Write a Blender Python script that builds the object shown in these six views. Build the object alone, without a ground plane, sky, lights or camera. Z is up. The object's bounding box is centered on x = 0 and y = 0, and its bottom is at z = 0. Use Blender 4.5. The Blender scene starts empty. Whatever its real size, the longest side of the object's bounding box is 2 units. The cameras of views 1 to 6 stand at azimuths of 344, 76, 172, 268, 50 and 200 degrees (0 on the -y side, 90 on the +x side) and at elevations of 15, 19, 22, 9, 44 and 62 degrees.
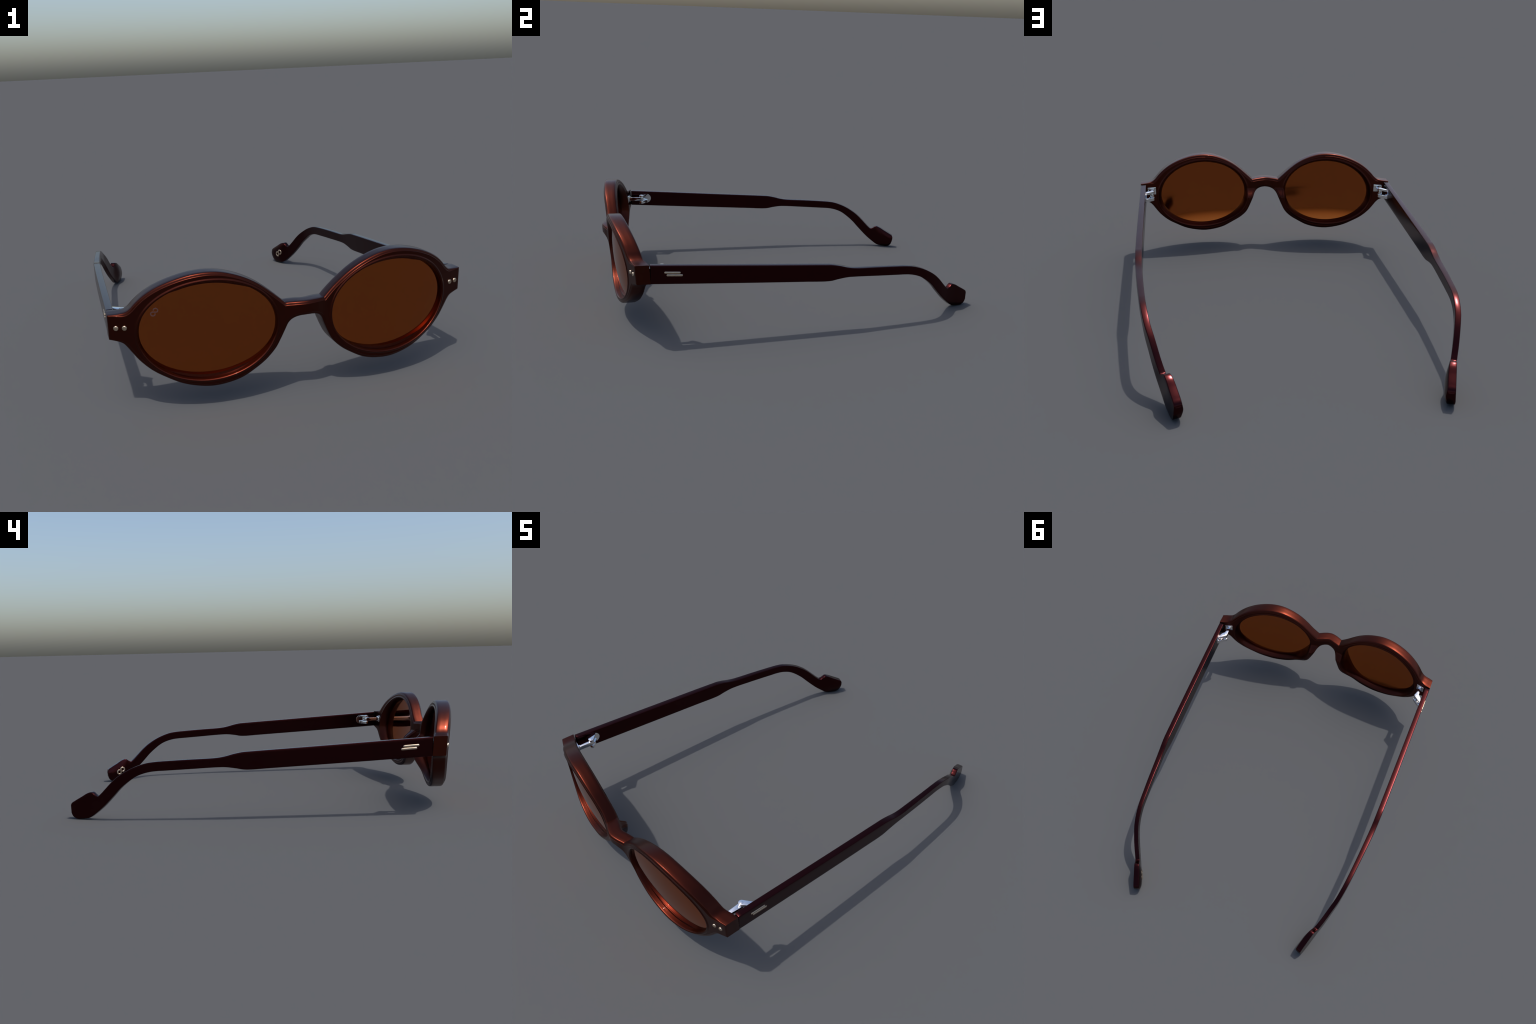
# Oval acetate sunglasses with folded-open temples, chrome hinges and brass inlays.
import bpy, bmesh, math
import numpy as np
from mathutils import Vector, Matrix

# ------------------------------------------------------------------ materials
def principled(name, color, rough, metallic=1.0, noise=0.0, scale=30.0, spec=0.5, rough_var=0.0, bump=0.0, coat=0.0):
    m = bpy.data.materials.new(name)
    m.use_nodes = True
    nt = m.node_tree
    b = nt.nodes["Principled BSDF"]
    b.inputs["Metallic"].default_value = metallic
    b.inputs["Roughness"].default_value = rough
    b.inputs["Specular IOR Level"].default_value = spec
    b.inputs["Coat Weight"].default_value = coat
    b.inputs["Coat Roughness"].default_value = 0.03
    tc = nt.nodes.new("ShaderNodeTexCoord")
    nz = nt.nodes.new("ShaderNodeTexNoise")
    nz.inputs["Scale"].default_value = scale
    nz.inputs["Detail"].default_value = 3.0
    nt.links.new(tc.outputs["Object"], nz.inputs["Vector"])
    ramp = nt.nodes.new("ShaderNodeValToRGB")
    ramp.color_ramp.elements[0].position = 0.35
    ramp.color_ramp.elements[1].position = 0.65
    lo = [c * (1 - noise) for c in color]
    hi = [min(1.0, c * (1 + noise)) for c in color]
    ramp.color_ramp.elements[0].color = (*lo, 1)
    ramp.color_ramp.elements[1].color = (*hi, 1)
    nt.links.new(nz.outputs["Fac"], ramp.inputs["Fac"])
    nt.links.new(ramp.outputs["Color"], b.inputs["Base Color"])
    if rough_var:
        mr = nt.nodes.new("ShaderNodeMapRange")
        mr.inputs["To Min"].default_value = max(0, rough - rough_var)
        mr.inputs["To Max"].default_value = rough + rough_var
        nt.links.new(nz.outputs["Fac"], mr.inputs["Value"])
        nt.links.new(mr.outputs["Result"], b.inputs["Roughness"])
    if bump:
        bp = nt.nodes.new("ShaderNodeBump")
        bp.inputs["Strength"].default_value = bump
        bp.inputs["Distance"].default_value = 0.002
        nt.links.new(nz.outputs["Fac"], bp.inputs["Height"])
        nt.links.new(bp.outputs["Normal"], b.inputs["Normal"])
    return m

M_FRAME = principled("burgundy_acetate", (0.064, 0.0122, 0.0066), 0.34, 1.0, noise=0.05, scale=6, coat=0.09)
M_TEMPLE = principled("dark_burgundy_acetate", (0.042, 0.0095, 0.0105), 0.20, 1.0, noise=0.05, scale=6)  # green and blue lifted in the base colour to tint in the grey-blue sheen
M_LENS = principled("amber_mirror_lens", (0.45, 0.115, 0.028), 0.06, 1.0, noise=0.01, scale=4)
M_CHROME = principled("polished_steel", (0.93, 0.93, 0.94), 0.08, 1.0, noise=0.02, scale=40)
M_BRASS = principled("pale_brass", (0.66, 0.52, 0.38), 0.30, 1.0, noise=0.05, scale=60)
M_MARK = principled("etched_mark", (0.50, 0.25, 0.22), 0.08, 1.0, noise=0.02, scale=40)

# ------------------------------------------------------------------ helpers
def catmull(pts, n=12):
    P = [np.array(p, float) for p in pts]
    out = []
    for i in range(len(P) - 1):
        p1, p2 = P[i], P[i + 1]
        p0 = P[i - 1] if i else 2 * p1 - p2
        p3 = P[i + 2] if i + 2 < len(P) else 2 * p2 - p1
        t0 = 0.0
        t1 = t0 + max(1e-6, np.linalg.norm(p1 - p0)) ** 0.5
        t2 = t1 + max(1e-6, np.linalg.norm(p2 - p1)) ** 0.5
        t3 = t2 + max(1e-6, np.linalg.norm(p3 - p2)) ** 0.5
        for k in range(n):
            t = t1 + (t2 - t1) * k / n
            a1 = (t1 - t) / (t1 - t0) * p0 + (t - t0) / (t1 - t0) * p1
            a2 = (t2 - t) / (t2 - t1) * p1 + (t - t1) / (t2 - t1) * p2
            a3 = (t3 - t) / (t3 - t2) * p2 + (t - t2) / (t3 - t2) * p3
            b1 = (t2 - t) / (t2 - t0) * a1 + (t - t0) / (t2 - t0) * a2
            b2 = (t3 - t) / (t3 - t1) * a2 + (t - t1) / (t3 - t1) * a3
            out.append((t2 - t) / (t2 - t1) * b1 + (t - t1) / (t2 - t1) * b2)
    out.append(P[-1])
    return np.array(out)

def resample(poly, ds):
    d = np.r_[0, np.cumsum(np.linalg.norm(np.diff(poly, axis=0), axis=1))]
    n = max(2, int(round(d[-1] / ds)) + 1)
    t = np.linspace(0, d[-1], n)
    return np.stack([np.interp(t, d, poly[:, k]) for k in range(poly.shape[1])], -1)

def smooth_fn(ctrl):
    c = catmull(ctrl, 16)
    return lambda x: float(np.interp(x, c[:, 0], c[:, 1]))

def sstep(a, b, x):
    t = min(1.0, max(0.0, (x - a) / (b - a)))
    return t * t * (3 - 2 * t)

def new_obj(name, verts, faces, mat, parent=None, angle=40):
    me = bpy.data.meshes.new(name)
    me.from_pydata([tuple(map(float, v)) for v in verts], [], faces)
    me.validate()
    bm = bmesh.new()
    bm.from_mesh(me)
    bmesh.ops.remove_doubles(bm, verts=bm.verts, dist=1e-5)
    bmesh.ops.recalc_face_normals(bm, faces=bm.faces)
    bm.to_mesh(me)
    bm.free()
    me.shade_smooth()
    if angle:
        me.set_sharp_from_angle(angle=math.radians(angle))
    me.materials.append(mat)
    ob = bpy.data.objects.new(name, me)
    bpy.context.scene.collection.objects.link(ob)
    ob.parent = parent
    return ob

def finish_bm(name, bm, mat, parent, angle=35):
    me = bpy.data.meshes.new(name)
    bmesh.ops.recalc_face_normals(bm, faces=bm.faces)
    bm.to_mesh(me)
    bm.free()
    me.shade_smooth()
    me.set_sharp_from_angle(angle=math.radians(angle))
    me.materials.append(mat)
    ob = bpy.data.objects.new(name, me)
    bpy.context.scene.collection.objects.link(ob)
    ob.parent = parent
    return ob

# ------------------------------------------------------------------ root
root = bpy.data.objects.new("sunglasses", None)
bpy.context.scene.collection.objects.link(root)
root["label"] = "oval burgundy sunglasses with amber mirror lenses and chrome hinges"
root["category"] = "sunglasses"

# ------------------------------------------------------------------ frame front
TILT, ZREF = 0.066, 0.32
g_front = smooth_fn([(-.08, -.971), (-.04, -.987), (0, -.9955), (.04, -.987), (.08, -.971), (.12, -.9635), (.16, -.964),
                     (.23, -.965), (.30, -.962), (.38, -.956), (.45, -.946), (.52, -.9315),
                     (.60, -.908), (.66, -.8875), (.74, -.859)])
g_back = smooth_fn([(-.08, -.902), (-.04, -.914), (0, -.9255), (.04, -.914), (.08, -.902), (.11, -.898), (.163, -.898), (.2, -.897),
                    (.28, -.8915), (.366, -.8825), (.45, -.870), (.53, -.853), (.6, -.8335),
                    (.65, -.817), (.695, -.804), (.74, -.792)])
def pad_bump(x, z):
    """integral nose pad: the back of the rim swells rearwards beside the nose"""
    up = sstep(.338, .286, z) if z > .25 else sstep(.09, .225, z)
    return .038 * up * sstep(.30, .12, x)
def y_front(x, z):
    return g_front(x) - TILT * (z - ZREF)
def y_back(x, z):
    return g_back(x) - TILT * (z - ZREF) + pad_bump(x, z)

CX, CZ, EA, EB = .3715, .313, .2635, .199      # lens opening
bridge_top = catmull([(0, .3925), (.03, .392), (.06, .390), (.078, .388)])
rim_top = catmull([(.078, .388), (.095, .404), (.12, .427), (.155, .457), (.19, .483), (.23, .506), (.275, .525),
                   (.325, .539), (.375, .5435), (.43, .539), (.475, .529), (.52, .514), (.565, .493), (.605, .466),
                   (.635, .438), (.652, .419), (.668, .407), (.69, .401), (.732, .398)])
end_edge = np.array([(.732, .398), (.732, .302)])
rim_bottom = catmull([(.732, .302), (.703, .294), (.684, .284), (.670, .268), (.655, .246), (.626, .207), (.584, .167),
                      (.535, .136), (.48, .108), (.42, .091), (.365, .0845), (.31, .089), (.255, .103), (.205, .129),
                      (.155, .163), (.117, .203), (.096, .242), (.080, .278), (.066, .309), (.05, .325),
                      (.028, .3335), (0, .336)])
sections = [resample(s, .005) for s in (bridge_top, rim_top, end_edge, rim_bottom)]
O = [sections[0][0]]
N = []
def edge_normal(d):
    d = d / np.linalg.norm(d)
    return np.array([-d[1], d[0]])             # walking clockwise: outward is to the left
for s in sections:
    O += list(s[1:])
O = np.array(O)
K = len(O)
for k in range(K):
    na = edge_normal(O[k] - O[k - 1]) if k else None
    nb = edge_normal(O[k + 1] - O[k]) if k + 1 < K else None
    if na is None:
        N.append(np.array([0, 1.0]))
    elif nb is None:
        N.append(np.array([0, -1.0]))
    else:
        N.append((na + nb) / (1 + na @ nb))
N = np.array(N)

R = .0120
# edge of the plate, in units of R: small step below the face, narrow flat, then a round shoulder
CHAMFER = [(1, 0), (.95, .015), (.87, .14), (.80, .18), (.50, .25), (.36, .31), (.18, .46), (.06, .66), (0, .88)]
def r_front(x):
    return R * (1 - .65 * sstep(.67, .715, x))
def r_back(x):
    return R * (1 - sstep(.66, .70, x)) + .002
CUT = 7                                         # samples along the symmetry plane inside the bridge
verts, faces = [], []
def add(p):
    verts.append(p)
    return len(verts) - 1
def strip(a, b, closed):
    n = len(a)
    for i in range(n if closed else n - 1):
        j = (i + 1) % n
        faces.append((a[i], a[j], b[j], b[i]))

inset = O - N * np.array([[r_front(p[0])] for p in O])
inset_back = O - N * np.array([[r_back(p[0])] for p in O])
def closed_loop(ins):
    cut = np.stack([np.zeros(CUT), np.linspace(ins[-1][1], ins[0][1], CUT + 2)[1:-1]], -1)
    return np.vstack([ins, cut])
loop2d = closed_loop(inset)
loop2d_back = closed_loop(inset_back)
# hole angle belonging to every boundary sample, monotone
th = np.arctan2((loop2d[:, 1] - CZ) / EB, (loop2d[:, 0] - CX) / EA)
th = np.unwrap(th)
th = np.minimum.accumulate(th)
th = np.minimum(th, th[0])
# even the hole samples out a little where many outline samples share one angle
tt = np.r_[th, th[0] - 2 * math.pi]
for _ in range(40):
    tt[1:-1] = .25 * tt[:-2] + .5 * tt[1:-1] + .25 * tt[2:]
th = tt[:-1]
def hole(extra):
    return np.stack([CX + (EA + extra) * np.cos(th), CZ + (EB + extra) * np.sin(th)], -1)

def face_rows(yfun, edge_extra, loop2d, rows=18):
    h = hole(edge_extra)
    loops = []
    for r in range(rows + 1):
        t = r / rows
        P = h * (1 - t) + loop2d * t
        loops.append([add((p[0], yfun(p[0], p[1]), p[1])) for p in P])
    for a, b in zip(loops[:-1], loops[1:]):
        strip(a, b, True)
    return loops
front_loops = face_rows(y_front, .0085, loop2d)
back_loops = face_rows(y_back, .0085, loop2d_back)

# outer wall with rounded edges
prof = []
for u, v in CHAMFER:
    prof.append(("f", u, v))
for t in (.3, .5, .7):
    prof.append(("m", 0, t))
for u, v in reversed(CHAMFER):
    prof.append(("b", u, v))
prev = front_loops[-1][:K]
for kind, ins, dep in prof[1:-1]:
    cur = []
    for k in range(K):
        rb, rf = r_back(O[k][0]), r_front(O[k][0])
        if kind == "b":
            p = O[k] - N[k] * ins * rb
        else:
            p = O[k] - N[k] * ins * rf
        yf, yb = y_front(*p), y_back(*p)
        y = yf + dep * rf if kind == "f" else yb - dep * rb if kind == "b" else (yf + rf) * (1 - dep) + (yb - rb) * dep
        cur.append(add((p[0], y, p[1])))
    strip(prev, cur, False)
    prev = cur
strip(prev, back_loops[-1][:K], False)

# wall of the lens opening: rounded lip, slope down to the lens seat, slope out to the back
LENS_DEPTH, LENS_RADIUS = .012, 1.25
bead = [(.0072, -.0004), (.0058, -.0014), (.0034, -.0030), (.0018, -.0034), (-.0005, -.0030), (-.0024, -.0016), (-.0040, .0008)]
walls = [("f", e, d) for e, d in bead]
walls += [("f", -.0048, .004), ("f", -.0054, .009), ("f", -.0062, .015), ("f", -.0070, .0210),
          ("f", -.0155, .0232), ("f", -.0160, .026), ("f", -.0165, .040),
          ("b", -.014, .018), ("b", -.0085, .009), ("b", -.0055, .003)]
walls += [("b", e, d * .85) for e, d in reversed(bead)]
prev = front_loops[0]
for kind, ex, dep in walls:
    cur = []
    for p in hole(ex):
        yf, yb = y_front(*p), y_back(*p)
        cur.append(add((p[0], yf + dep if kind == "f" else yb - dep, p[1])))
    strip(prev, cur, True)
    prev = cur
strip(prev, back_loops[0], True)

V = np.array(verts)
n0 = len(V)
VM = V * np.array([-1, 1, 1])
all_faces = [tuple(f) for f in faces] + [tuple(i + n0 for i in reversed(f)) for f in faces]
whole = new_obj("frame_front_whole", np.vstack([V, VM]), all_faces, M_FRAME, None, 38)

def split_regions(ob, regions, parent):
    """cut one smooth body into named meshes that keep the body's own normals"""
    me = ob.data
    corner = [Vector(n.vector) for n in me.corner_normals]
    for name, test, mat in regions:
        polys = [p for p in me.polygons if test(p.center)]
        used = sorted({v for p in polys for v in p.vertices})
        idx = {v: i for i, v in enumerate(used)}
        nm = bpy.data.meshes.new(name)
        nm.from_pydata([me.vertices[v].co[:] for v in used], [], [[idx[v] for v in p.vertices] for p in polys])
        nm.shade_smooth()
        nm.normals_split_custom_set([corner[l] for p in polys for l in p.loop_indices])
        nm.materials.append(mat)
        o = bpy.data.objects.new(name, nm)
        bpy.context.scene.collection.objects.link(o)
        o.parent = parent
    bpy.data.objects.remove(ob)
    bpy.data.meshes.remove(me)

def in_pad(c):
    x = abs(c[0])
    return pad_bump(x, c[2]) > .004 and x < .16 and c[1] > y_front(x, c[2]) + .045
split_regions(whole, [
    ("frame_front", lambda c: not in_pad(c), M_FRAME),
    ("nose_pad", lambda c: in_pad(c) and c[0] > 0, M_FRAME),
    ("nose_pad", lambda c: in_pad(c) and c[0] < 0, M_FRAME)], root)

# ------------------------------------------------------------------ lenses
lens_fit = np.polyfit([.12, .2, .28, .38, .45, .52, .6, .64], [g_front(x) for x in (.12, .2, .28, .38, .45, .52, .6, .64)], 3)
def lens_y(x, z):
    return float(np.polyval(lens_fit, x)) - TILT * (z - ZREF) + LENS_DEPTH + (z - CZ) ** 2 / (2 * LENS_RADIUS)
def build_lens(side):
    vs, fs = [], []
    na, nr, thick = 128, 24, .015
    def ring(rr, dy):
        out = []
        for k in range(na):
            a = 2 * math.pi * k / na
            x, z = CX + rr * (EA - .005) * math.cos(a), CZ + rr * (EB - .009) * math.sin(a)
            vs.append((side * x, lens_y(x, z) + dy, z))
            out.append(len(vs) - 1)
        return out
    for dy in (0, thick):
        vs.append((side * CX, lens_y(CX, CZ) + dy, CZ))
        c = len(vs) - 1
        prev = None
        for r in range(1, nr + 1):
            cur = ring(r / nr, dy)
            for k in range(na):
                j = (k + 1) % na
                fs.append((c, cur[k], cur[j]) if prev is None else (prev[k], cur[k], cur[j], prev[j]))
            prev = cur
        if dy == 0:
            rim = prev
    for k in range(na):
        j = (k + 1) % na
        fs.append((rim[k], rim[j], prev[j], prev[k]))
    return new_obj("lens", vs, fs, M_LENS, root, 40)
lenses = {s: build_lens(s) for s in (1, -1)}

# ------------------------------------------------------------------ rivets on the end pieces
def rivet_mesh():
    vs, fs = [], []
    prof = [(0, .0046), (.0068, .0045), (.0086, .0038), (.0096, .0022), (.0098, -.003)]
    n = 28
    rings = []
    for r, h in prof:
        if r == 0:
            vs.append((0, 0, h)); rings.append([0])
        else:
            rings.append([])
            for k in range(n):
                a = 2 * math.pi * k / n
                vs.append((r * math.cos(a), r * math.sin(a), h)); rings[-1].append(len(vs) - 1)
    for a, b in zip(rings[:-1], rings[1:]):
        for k in range(n):
            j = (k + 1) % n
            fs.append((a[0], b[k], b[j]) if len(a) == 1 else (a[k], b[k], b[j], a[j]))
    return vs, fs
rv = rivet_mesh()
proto = None
for side in (1, -1):
    for x, z in ((.6745, .348), (.7045, .348)):
        if proto is None:
            ob = new_obj("rivet", *rv, M_BRASS, root, 50)
            proto = ob
        else:
            ob = proto.copy()
            bpy.context.scene.collection.objects.link(ob)
        slope = (g_front(x + .01) - g_front(x - .01)) / .02
        nrm = Vector((side * slope, -1, -TILT)).normalized()
        ob.matrix_local = Matrix.Translation((side * x, y_front(x, z), z)) @ nrm.to_track_quat('Z', 'Y').to_matrix().to_4x4()

# ------------------------------------------------------------------ temples
# side profile: pairs of (y, z) on the upper and the lower edge, from hinge to tip
TOP = [(-.7965, .3935), (-.6, .3825), (-.4, .371), (-.2, .3595), (0, .3485), (.085, .3435), (.122, .341), (.165, .333), (.207, .322), (.25, .315),
       (.39, .308), (.5, .302), (.55, .2985), (.595, .292), (.645, .276), (.69, .2555), (.735, .228), (.773, .197),
       (.81, .160), (.838, .132), (.853, .121), (.866, .126), (.886, .1395), (.908, .1335), (.94, .1145), (.977, .0925), (.995, .080), (1.0015, .064)]
BOT = [(-.7965, .303), (-.6, .2925), (-.4, .282), (-.2, .272), (0, .262), (.085, .2575), (.12, .2585), (.155, .265), (.205, .2715), (.25, .2715),
       (.39, .264), (.5, .258), (.54, .256), (.575, .252), (.613, .2425), (.648, .228), (.69, .200), (.73, .167),
       (.772, .122), (.815, .078), (.845, .050), (.868, .031), (.888, .016), (.905, .007), (.935, .0025), (.971, .0005), (.990, .012), (1.0005, .036)]
X_TOP = smooth_fn([(-.80, .731), (-.4, .7225), (0, .7125), (.209, .7045), (.336, .693), (.474, .678), (.582, .665), (.642, .655),
                   (.695, .643), (.742, .627), (.80, .605), (.852, .582), (.9, .563), (.95, .546), (1.01, .526)])
X_BOT = smooth_fn([(-.80, .731), (-.4, .7225), (0, .7125), (.209, .7045), (.336, .693), (.474, .678), (.582, .665), (.642, .655),
                   (.695, .643), (.742, .627), (.80, .605), (.852, .583), (.9, .565), (.95, .549), (1.01, .530)])
THICK = smooth_fn([(-.80, .0290), (.2, .0305), (.5, .026), (.8, .025), (.87, .026), (.93, .031), (1.01, .031)])

def temple_frame(y, z, zt, zb):
    """point on the outer face at (y, z) and the direction into the temple"""
    f = (z - zb) / max(1e-6, zt - zb)
    x = X_BOT(y) * (1 - f) + X_TOP(y) * f
    dx = (X_TOP(y + .01) - X_TOP(y - .01)) / .02
    n = np.array([-1.0, dx, 0])
    return np.array([x, y, z]), n / np.linalg.norm(n)

def tip_swell(y):
    """the inner side of the ear tip is domed"""
    return .011 * sstep(.84, .92, y) * sstep(1.03, .97, y)

def build_temple(side):
    t = catmull([a + b for a, b in zip(TOP, BOT)], 10)
    t[:, 1] += .0015 * np.clip((.85 - t[:, 0]) / .1, 0, 1)      # the rounded edges stand a little outside the profile
    t[:, 3] -= .0015 * np.clip((.85 - t[:, 2]) / .1, 0, 1)
    nst = len(t)
    r = .0032
    vs, fs, rings = [], [], []
    # rounded rectangle: (along edge inset, depth)
    corner = [(r * (1 - math.cos(a)), r * (1 - math.sin(a))) for a in np.linspace(0, math.pi / 2, 5)]
    for i, row in enumerate(t):
        T, B = row[:2], row[2:]
        th_ = THICK(.5 * (T[0] + B[0]))
        L = np.linalg.norm(T - B)
        d = (B - T) / L
        shrink = 0.0
        if i == 0:
            shrink = .003
        end = [.006, .0035, .0015, .0004]
        if nst - 1 - i < len(end):
            shrink = end[nst - 1 - i]
        rr = min(r, th_ / 2 - shrink)
        ring = []
        m = 8
        pts = []
        for u, w in corner:                      # top edge, outer side: from top to outer face
            pts.append((u, w))
        for q in range(1, m):
            pts.append((r + (L - 2 * r) * q / m, 0.0))
        for u, w in reversed(corner):
            pts.append((L - u, w))
        for u, w in corner:
            pts.append((L - u, th_ - w))
        for q in range(m - 1, 0, -1):
            pts.append((r + (L - 2 * r) * q / m, th_))
        for u, w in reversed(corner):
            pts.append((u, th_ - w))
        for u, w in pts:
            if shrink:
                w = shrink + w * (th_ - 2 * shrink) / th_
                if i == 0:
                    u = shrink * .7 + u * (L - 1.4 * shrink) / L
            p = T + d * u
            o, n = temple_frame(p[0], p[1], T[1], B[1])
            swell = tip_swell(p[0]) * math.sin(math.pi * min(1, max(0, u / L))) * w / th_
            q = o + n * (w + swell)
            vs.append((side * q[0], q[1], q[2]))
            ring.append(len(vs) - 1)
        rings.append(ring)
        if i == 0:                               # second station just behind the chamfered butt end
            ring = []
            for u, w in pts:
                p = T + d * u
                o, n = temple_frame(p[0] + .003, p[1], T[1], B[1])
                q = o + n * w
                vs.append((side * q[0], q[1], q[2]))
                ring.append(len(vs) - 1)
            rings.append(ring)
    n = len(rings[0])
    for a, b in zip(rings[:-1], rings[1:]):
        for k in range(n):
            j = (k + 1) % n
            fs.append((a[k], a[j], b[j], b[k]))
    fs.append(tuple(rings[0]))
    fs.append(tuple(reversed(rings[-1])))
    return new_obj("temple", vs, fs, M_TEMPLE, root, 40)
temples = {s: build_temple(s) for s in (1, -1)}

def outer_point(y, z):
    o, n = temple_frame(y, z, z + .05, z - .05)
    return o, n

def swept_bar(name, path, normals, rad, mat, parent, flat=1.0, closed=False, caps=True):
    """round bar along a 3D path; flat squeezes it along the surface normal"""
    P = [Vector(p) for p in path]
    vs, fs, rings = [], [], []
    n = 12
    def ring(c, tan, nor, s):
        bi = tan.cross(nor).normalized()
        out = []
        for k in range(n):
            a = 2 * math.pi * k / n
            vs.append(c + bi * (rad * s * math.cos(a)) + nor * (rad * flat * s * math.sin(a)))
            out.append(len(vs) - 1)
        rings.append(out)
    m = len(P)
    for i in range(m):
        a = P[i - 1] if i or closed else P[i]
        b = P[(i + 1) % m] if i + 1 < m or closed else P[i]
        tan = (b - a).normalized()
        nor = Vector(normals[i])
        if not closed and caps and i == 0:
            for q in (80, 50, 25):
                ring(P[0] - tan * rad * math.sin(math.radians(q)), tan, nor, math.cos(math.radians(q)))
        ring(P[i], tan, nor, 1)
        if not closed and caps and i == m - 1:
            for q in (25, 50, 80):
                ring(P[i] + tan * rad * math.sin(math.radians(q)), tan, nor, math.cos(math.radians(q)))
    cnt = len(rings)
    for i in range(cnt if closed else cnt - 1):
        a, b = rings[i], rings[(i + 1) % cnt]
        for k in range(n):
            j = (k + 1) % n
            fs.append((a[k], a[j], b[j], b[k]))
    if not closed:
        fs.append(tuple(rings[0])); fs.append(tuple(rings[-1]))
    return new_obj(name, vs, fs, mat, parent, 60)

# two staggered brass bars on the outside of every temple
for side in (1, -1):
    for (ya, za), (yb, zb) in (((-.724, .3565), (-.657, .3525)), ((-.7135, .3425), (-.6465, .3385))):
        path, nor = [], []
        for q in range(9):
            f = q / 8
            o, n = outer_point(ya + (yb - ya) * f, za + (zb - za) * f)
            path.append((side * (o[0] + .0002), o[1], o[2]))
            nor.append((-side * n[0], -n[1], -n[2]))
        swept_bar("inlay_bar", path, nor, .0058, M_BRASS, temples[side], flat=.5)

# ------------------------------------------------------------------ linked-loop emblem
def emblem_curve():
    ctrl = [(-.26, -.41), (-.42, -.48), (-.62, -.46), (-.92, -.26), (-.98, .05), (-.78, .38), (-.45, .46), (-.16, .24), (0, 0),
            (.16, -.24), (.45, -.46), (.78, -.38), (.98, -.05), (.92, .26), (.62, .46), (.42, .48), (.26, .41)]
    return catmull(ctrl, 5)

def place_emblem(name, surf, center, axis_u, axis_v, size, rad, mat, parent, flat):
    path, nor = [], []
    for u, v in emblem_curve():
        p, n = surf(center[0] + size * (u * axis_u[0] + v * axis_v[0]), center[1] + size * (u * axis_u[1] + v * axis_v[1]))
        path.append(p); nor.append(n)
    swept_bar(name, path, nor, rad, mat, parent, flat=flat)

def tip_inner(y, z):
    zt = float(np.interp(y, [p[0] for p in TOP[20:]], [p[1] for p in TOP[20:]]))
    zb = float(np.interp(y, [p[0] for p in BOT[20:]], [p[1] for p in BOT[20:]]))
    o, n = temple_frame(y, z, zt, zb)
    f = (zt - z) / max(1e-6, zt - zb)
    q = o + n * (THICK(y) + .0003 + tip_swell(y) * math.sin(math.pi * min(1, max(0, f))))
    return tuple(q), tuple(n)
place_emblem("emblem", tip_inner, (.921, .067), (.66, -.55), (.5, .75), .029, .0042, M_BRASS, temples[1], .4)

def lens_front(x, z):
    s = (lens_y(abs(x) + .01, z) - lens_y(abs(x) - .01, z)) / .02
    n = Vector((math.copysign(1, x) * s, -1, -TILT)).normalized()
    return (x, lens_y(abs(x), z) - .0001, z), tuple(n)
place_emblem("etched_mark", lens_front, (-.565, .402), (.62, .78), (-.78, .62), .0165, .0022, M_MARK, lenses[-1], .08)

# ------------------------------------------------------------------ hinges
def prism(bm, outline, z0, z1, bevel=.0012):
    lo = [bm.verts.new((p[0], p[1], z0)) for p in outline]
    hi = [bm.verts.new((p[0], p[1], z1)) for p in outline]
    f = [bm.faces.new(list(reversed(lo))), bm.faces.new(hi)]
    n = len(outline)
    for k in range(n):
        j = (k + 1) % n
        f.append(bm.faces.new((lo[k], lo[j], hi[j], hi[k])))
    bmesh.ops.recalc_face_normals(bm, faces=f)
    edges = list({e for fc in f for e in fc.edges if len(e.link_faces) == 2 and e.calc_face_angle(0) > .9})
    if bevel:
        bmesh.ops.bevel(bm, geom=edges, offset=bevel, segments=2, affect='EDGES', profile=.5)

def capsule(c0, r0, c1, w1, n=18):
    """plan outline: round head at c0, straight sides to a bar of half-width w1 at c1"""
    c0, c1 = np.array(c0), np.array(c1)
    d = (c1 - c0) / np.linalg.norm(c1 - c0)
    a0 = math.atan2(-d[1], -d[0])
    out = [tuple(c0 + r0 * np.array([math.cos(a0 + t), math.sin(a0 + t)])) for t in np.linspace(-1.75, 1.75, n)]
    nrm = np.array([-d[1], d[0]])
    out += [tuple(c1 - nrm * w1), tuple(c1 + nrm * w1)]
    if (out[-2][0] - out[n - 1][0]) ** 2 + (out[-2][1] - out[n - 1][1]) ** 2 > (out[-1][0] - out[n - 1][0]) ** 2 + (out[-1][1] - out[n - 1][1]) ** 2:
        out[-2], out[-1] = out[-1], out[-2]
    return out

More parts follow.
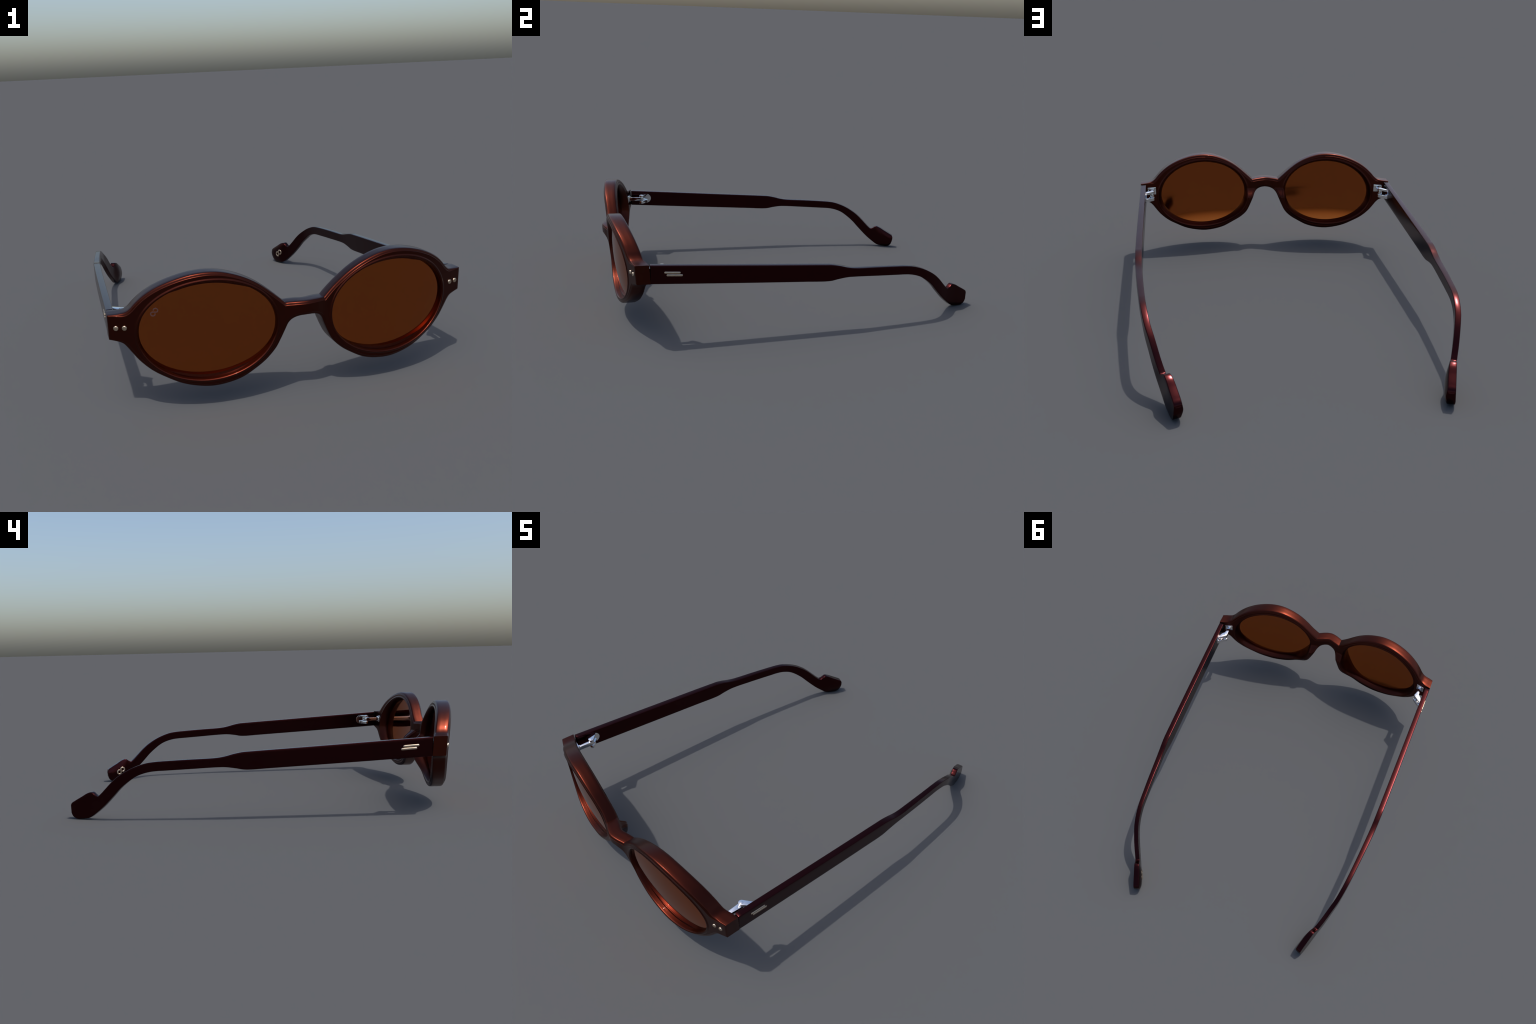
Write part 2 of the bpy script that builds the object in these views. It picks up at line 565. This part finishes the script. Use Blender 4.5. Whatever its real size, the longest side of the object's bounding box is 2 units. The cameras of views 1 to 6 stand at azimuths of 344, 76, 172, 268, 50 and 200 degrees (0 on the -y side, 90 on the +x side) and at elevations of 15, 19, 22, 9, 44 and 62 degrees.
PIV = (.6675, -.734)
for side in (1, -1):
    hinge = bpy.data.objects.new("hinge", None)
    bpy.context.scene.collection.objects.link(hinge)
    hinge.parent = root
    S = lambda pts: [(side * x, y) for x, y in pts] if side > 0 else [(-x, y) for x, y in reversed(pts)]
    # leaf on the frame: plate, single arm and barrel
    bm = bmesh.new()
    yb = lambda x: y_back(x, .35)
    prism(bm, S([(.648, yb(.648) - .006), (.694, yb(.694) - .006), (.694, yb(.694) + .003), (.648, yb(.648) + .003)]), .331, .374)
    prism(bm, S([(.660, -.818), (.677, -.814), (.677, -.805), (.660, -.805)]), .336, .369)
    prism(bm, S(capsule(PIV, .0125, (.668, -.818), .0075)), .3395, .3625)
    finish_bm("frame_leaf", bm, M_CHROME, hinge)
    # leaf on the temple: round plate against the temple and two knuckles
    bm = bmesh.new()
    for z0, z1 in ((.3205, .3385), (.3635, .3760)):
        prism(bm, S(capsule(PIV, .0145, (.702, -.698), .010)), z0, z1)
    cy, cz, rad = -.700, .3455, .0295
    o, n = outer_point(cy, cz)
    base = Vector((side * (o[0] + n[0] * .0278), o[1] + n[1] * .0278, cz))
    nv = Vector((side * n[0], n[1], 0)).normalized()
    q = nv.to_track_quat('Z', 'Y').to_matrix().to_4x4()
    res = bmesh.ops.create_cone(bm, cap_ends=True, segments=40, radius1=rad, radius2=rad, depth=.008,
                                matrix=Matrix.Translation(base + nv * .001) @ q)
    ed = list({e for v in res["verts"] for e in v.link_edges if len(e.link_faces) == 2 and e.calc_face_angle(0) > 1})
    bmesh.ops.bevel(bm, geom=ed, offset=.0015, segments=2, affect='EDGES')
    finish_bm("temple_leaf", bm, M_CHROME, hinge)
    # screw through the knuckles
    bm = bmesh.new()
    for r, z0, z1 in ((.0080, .3755, .3780), (.0080, .3190, .3210), (.0050, .3200, .3770)):
        prism(bm, [(side * PIV[0] + r * math.cos(a), PIV[1] + r * math.sin(a)) for a in np.linspace(0, 2 * math.pi, 25)[:-1]], z0, z1, .0006)
    finish_bm("hinge_screw", bm, M_CHROME, hinge)
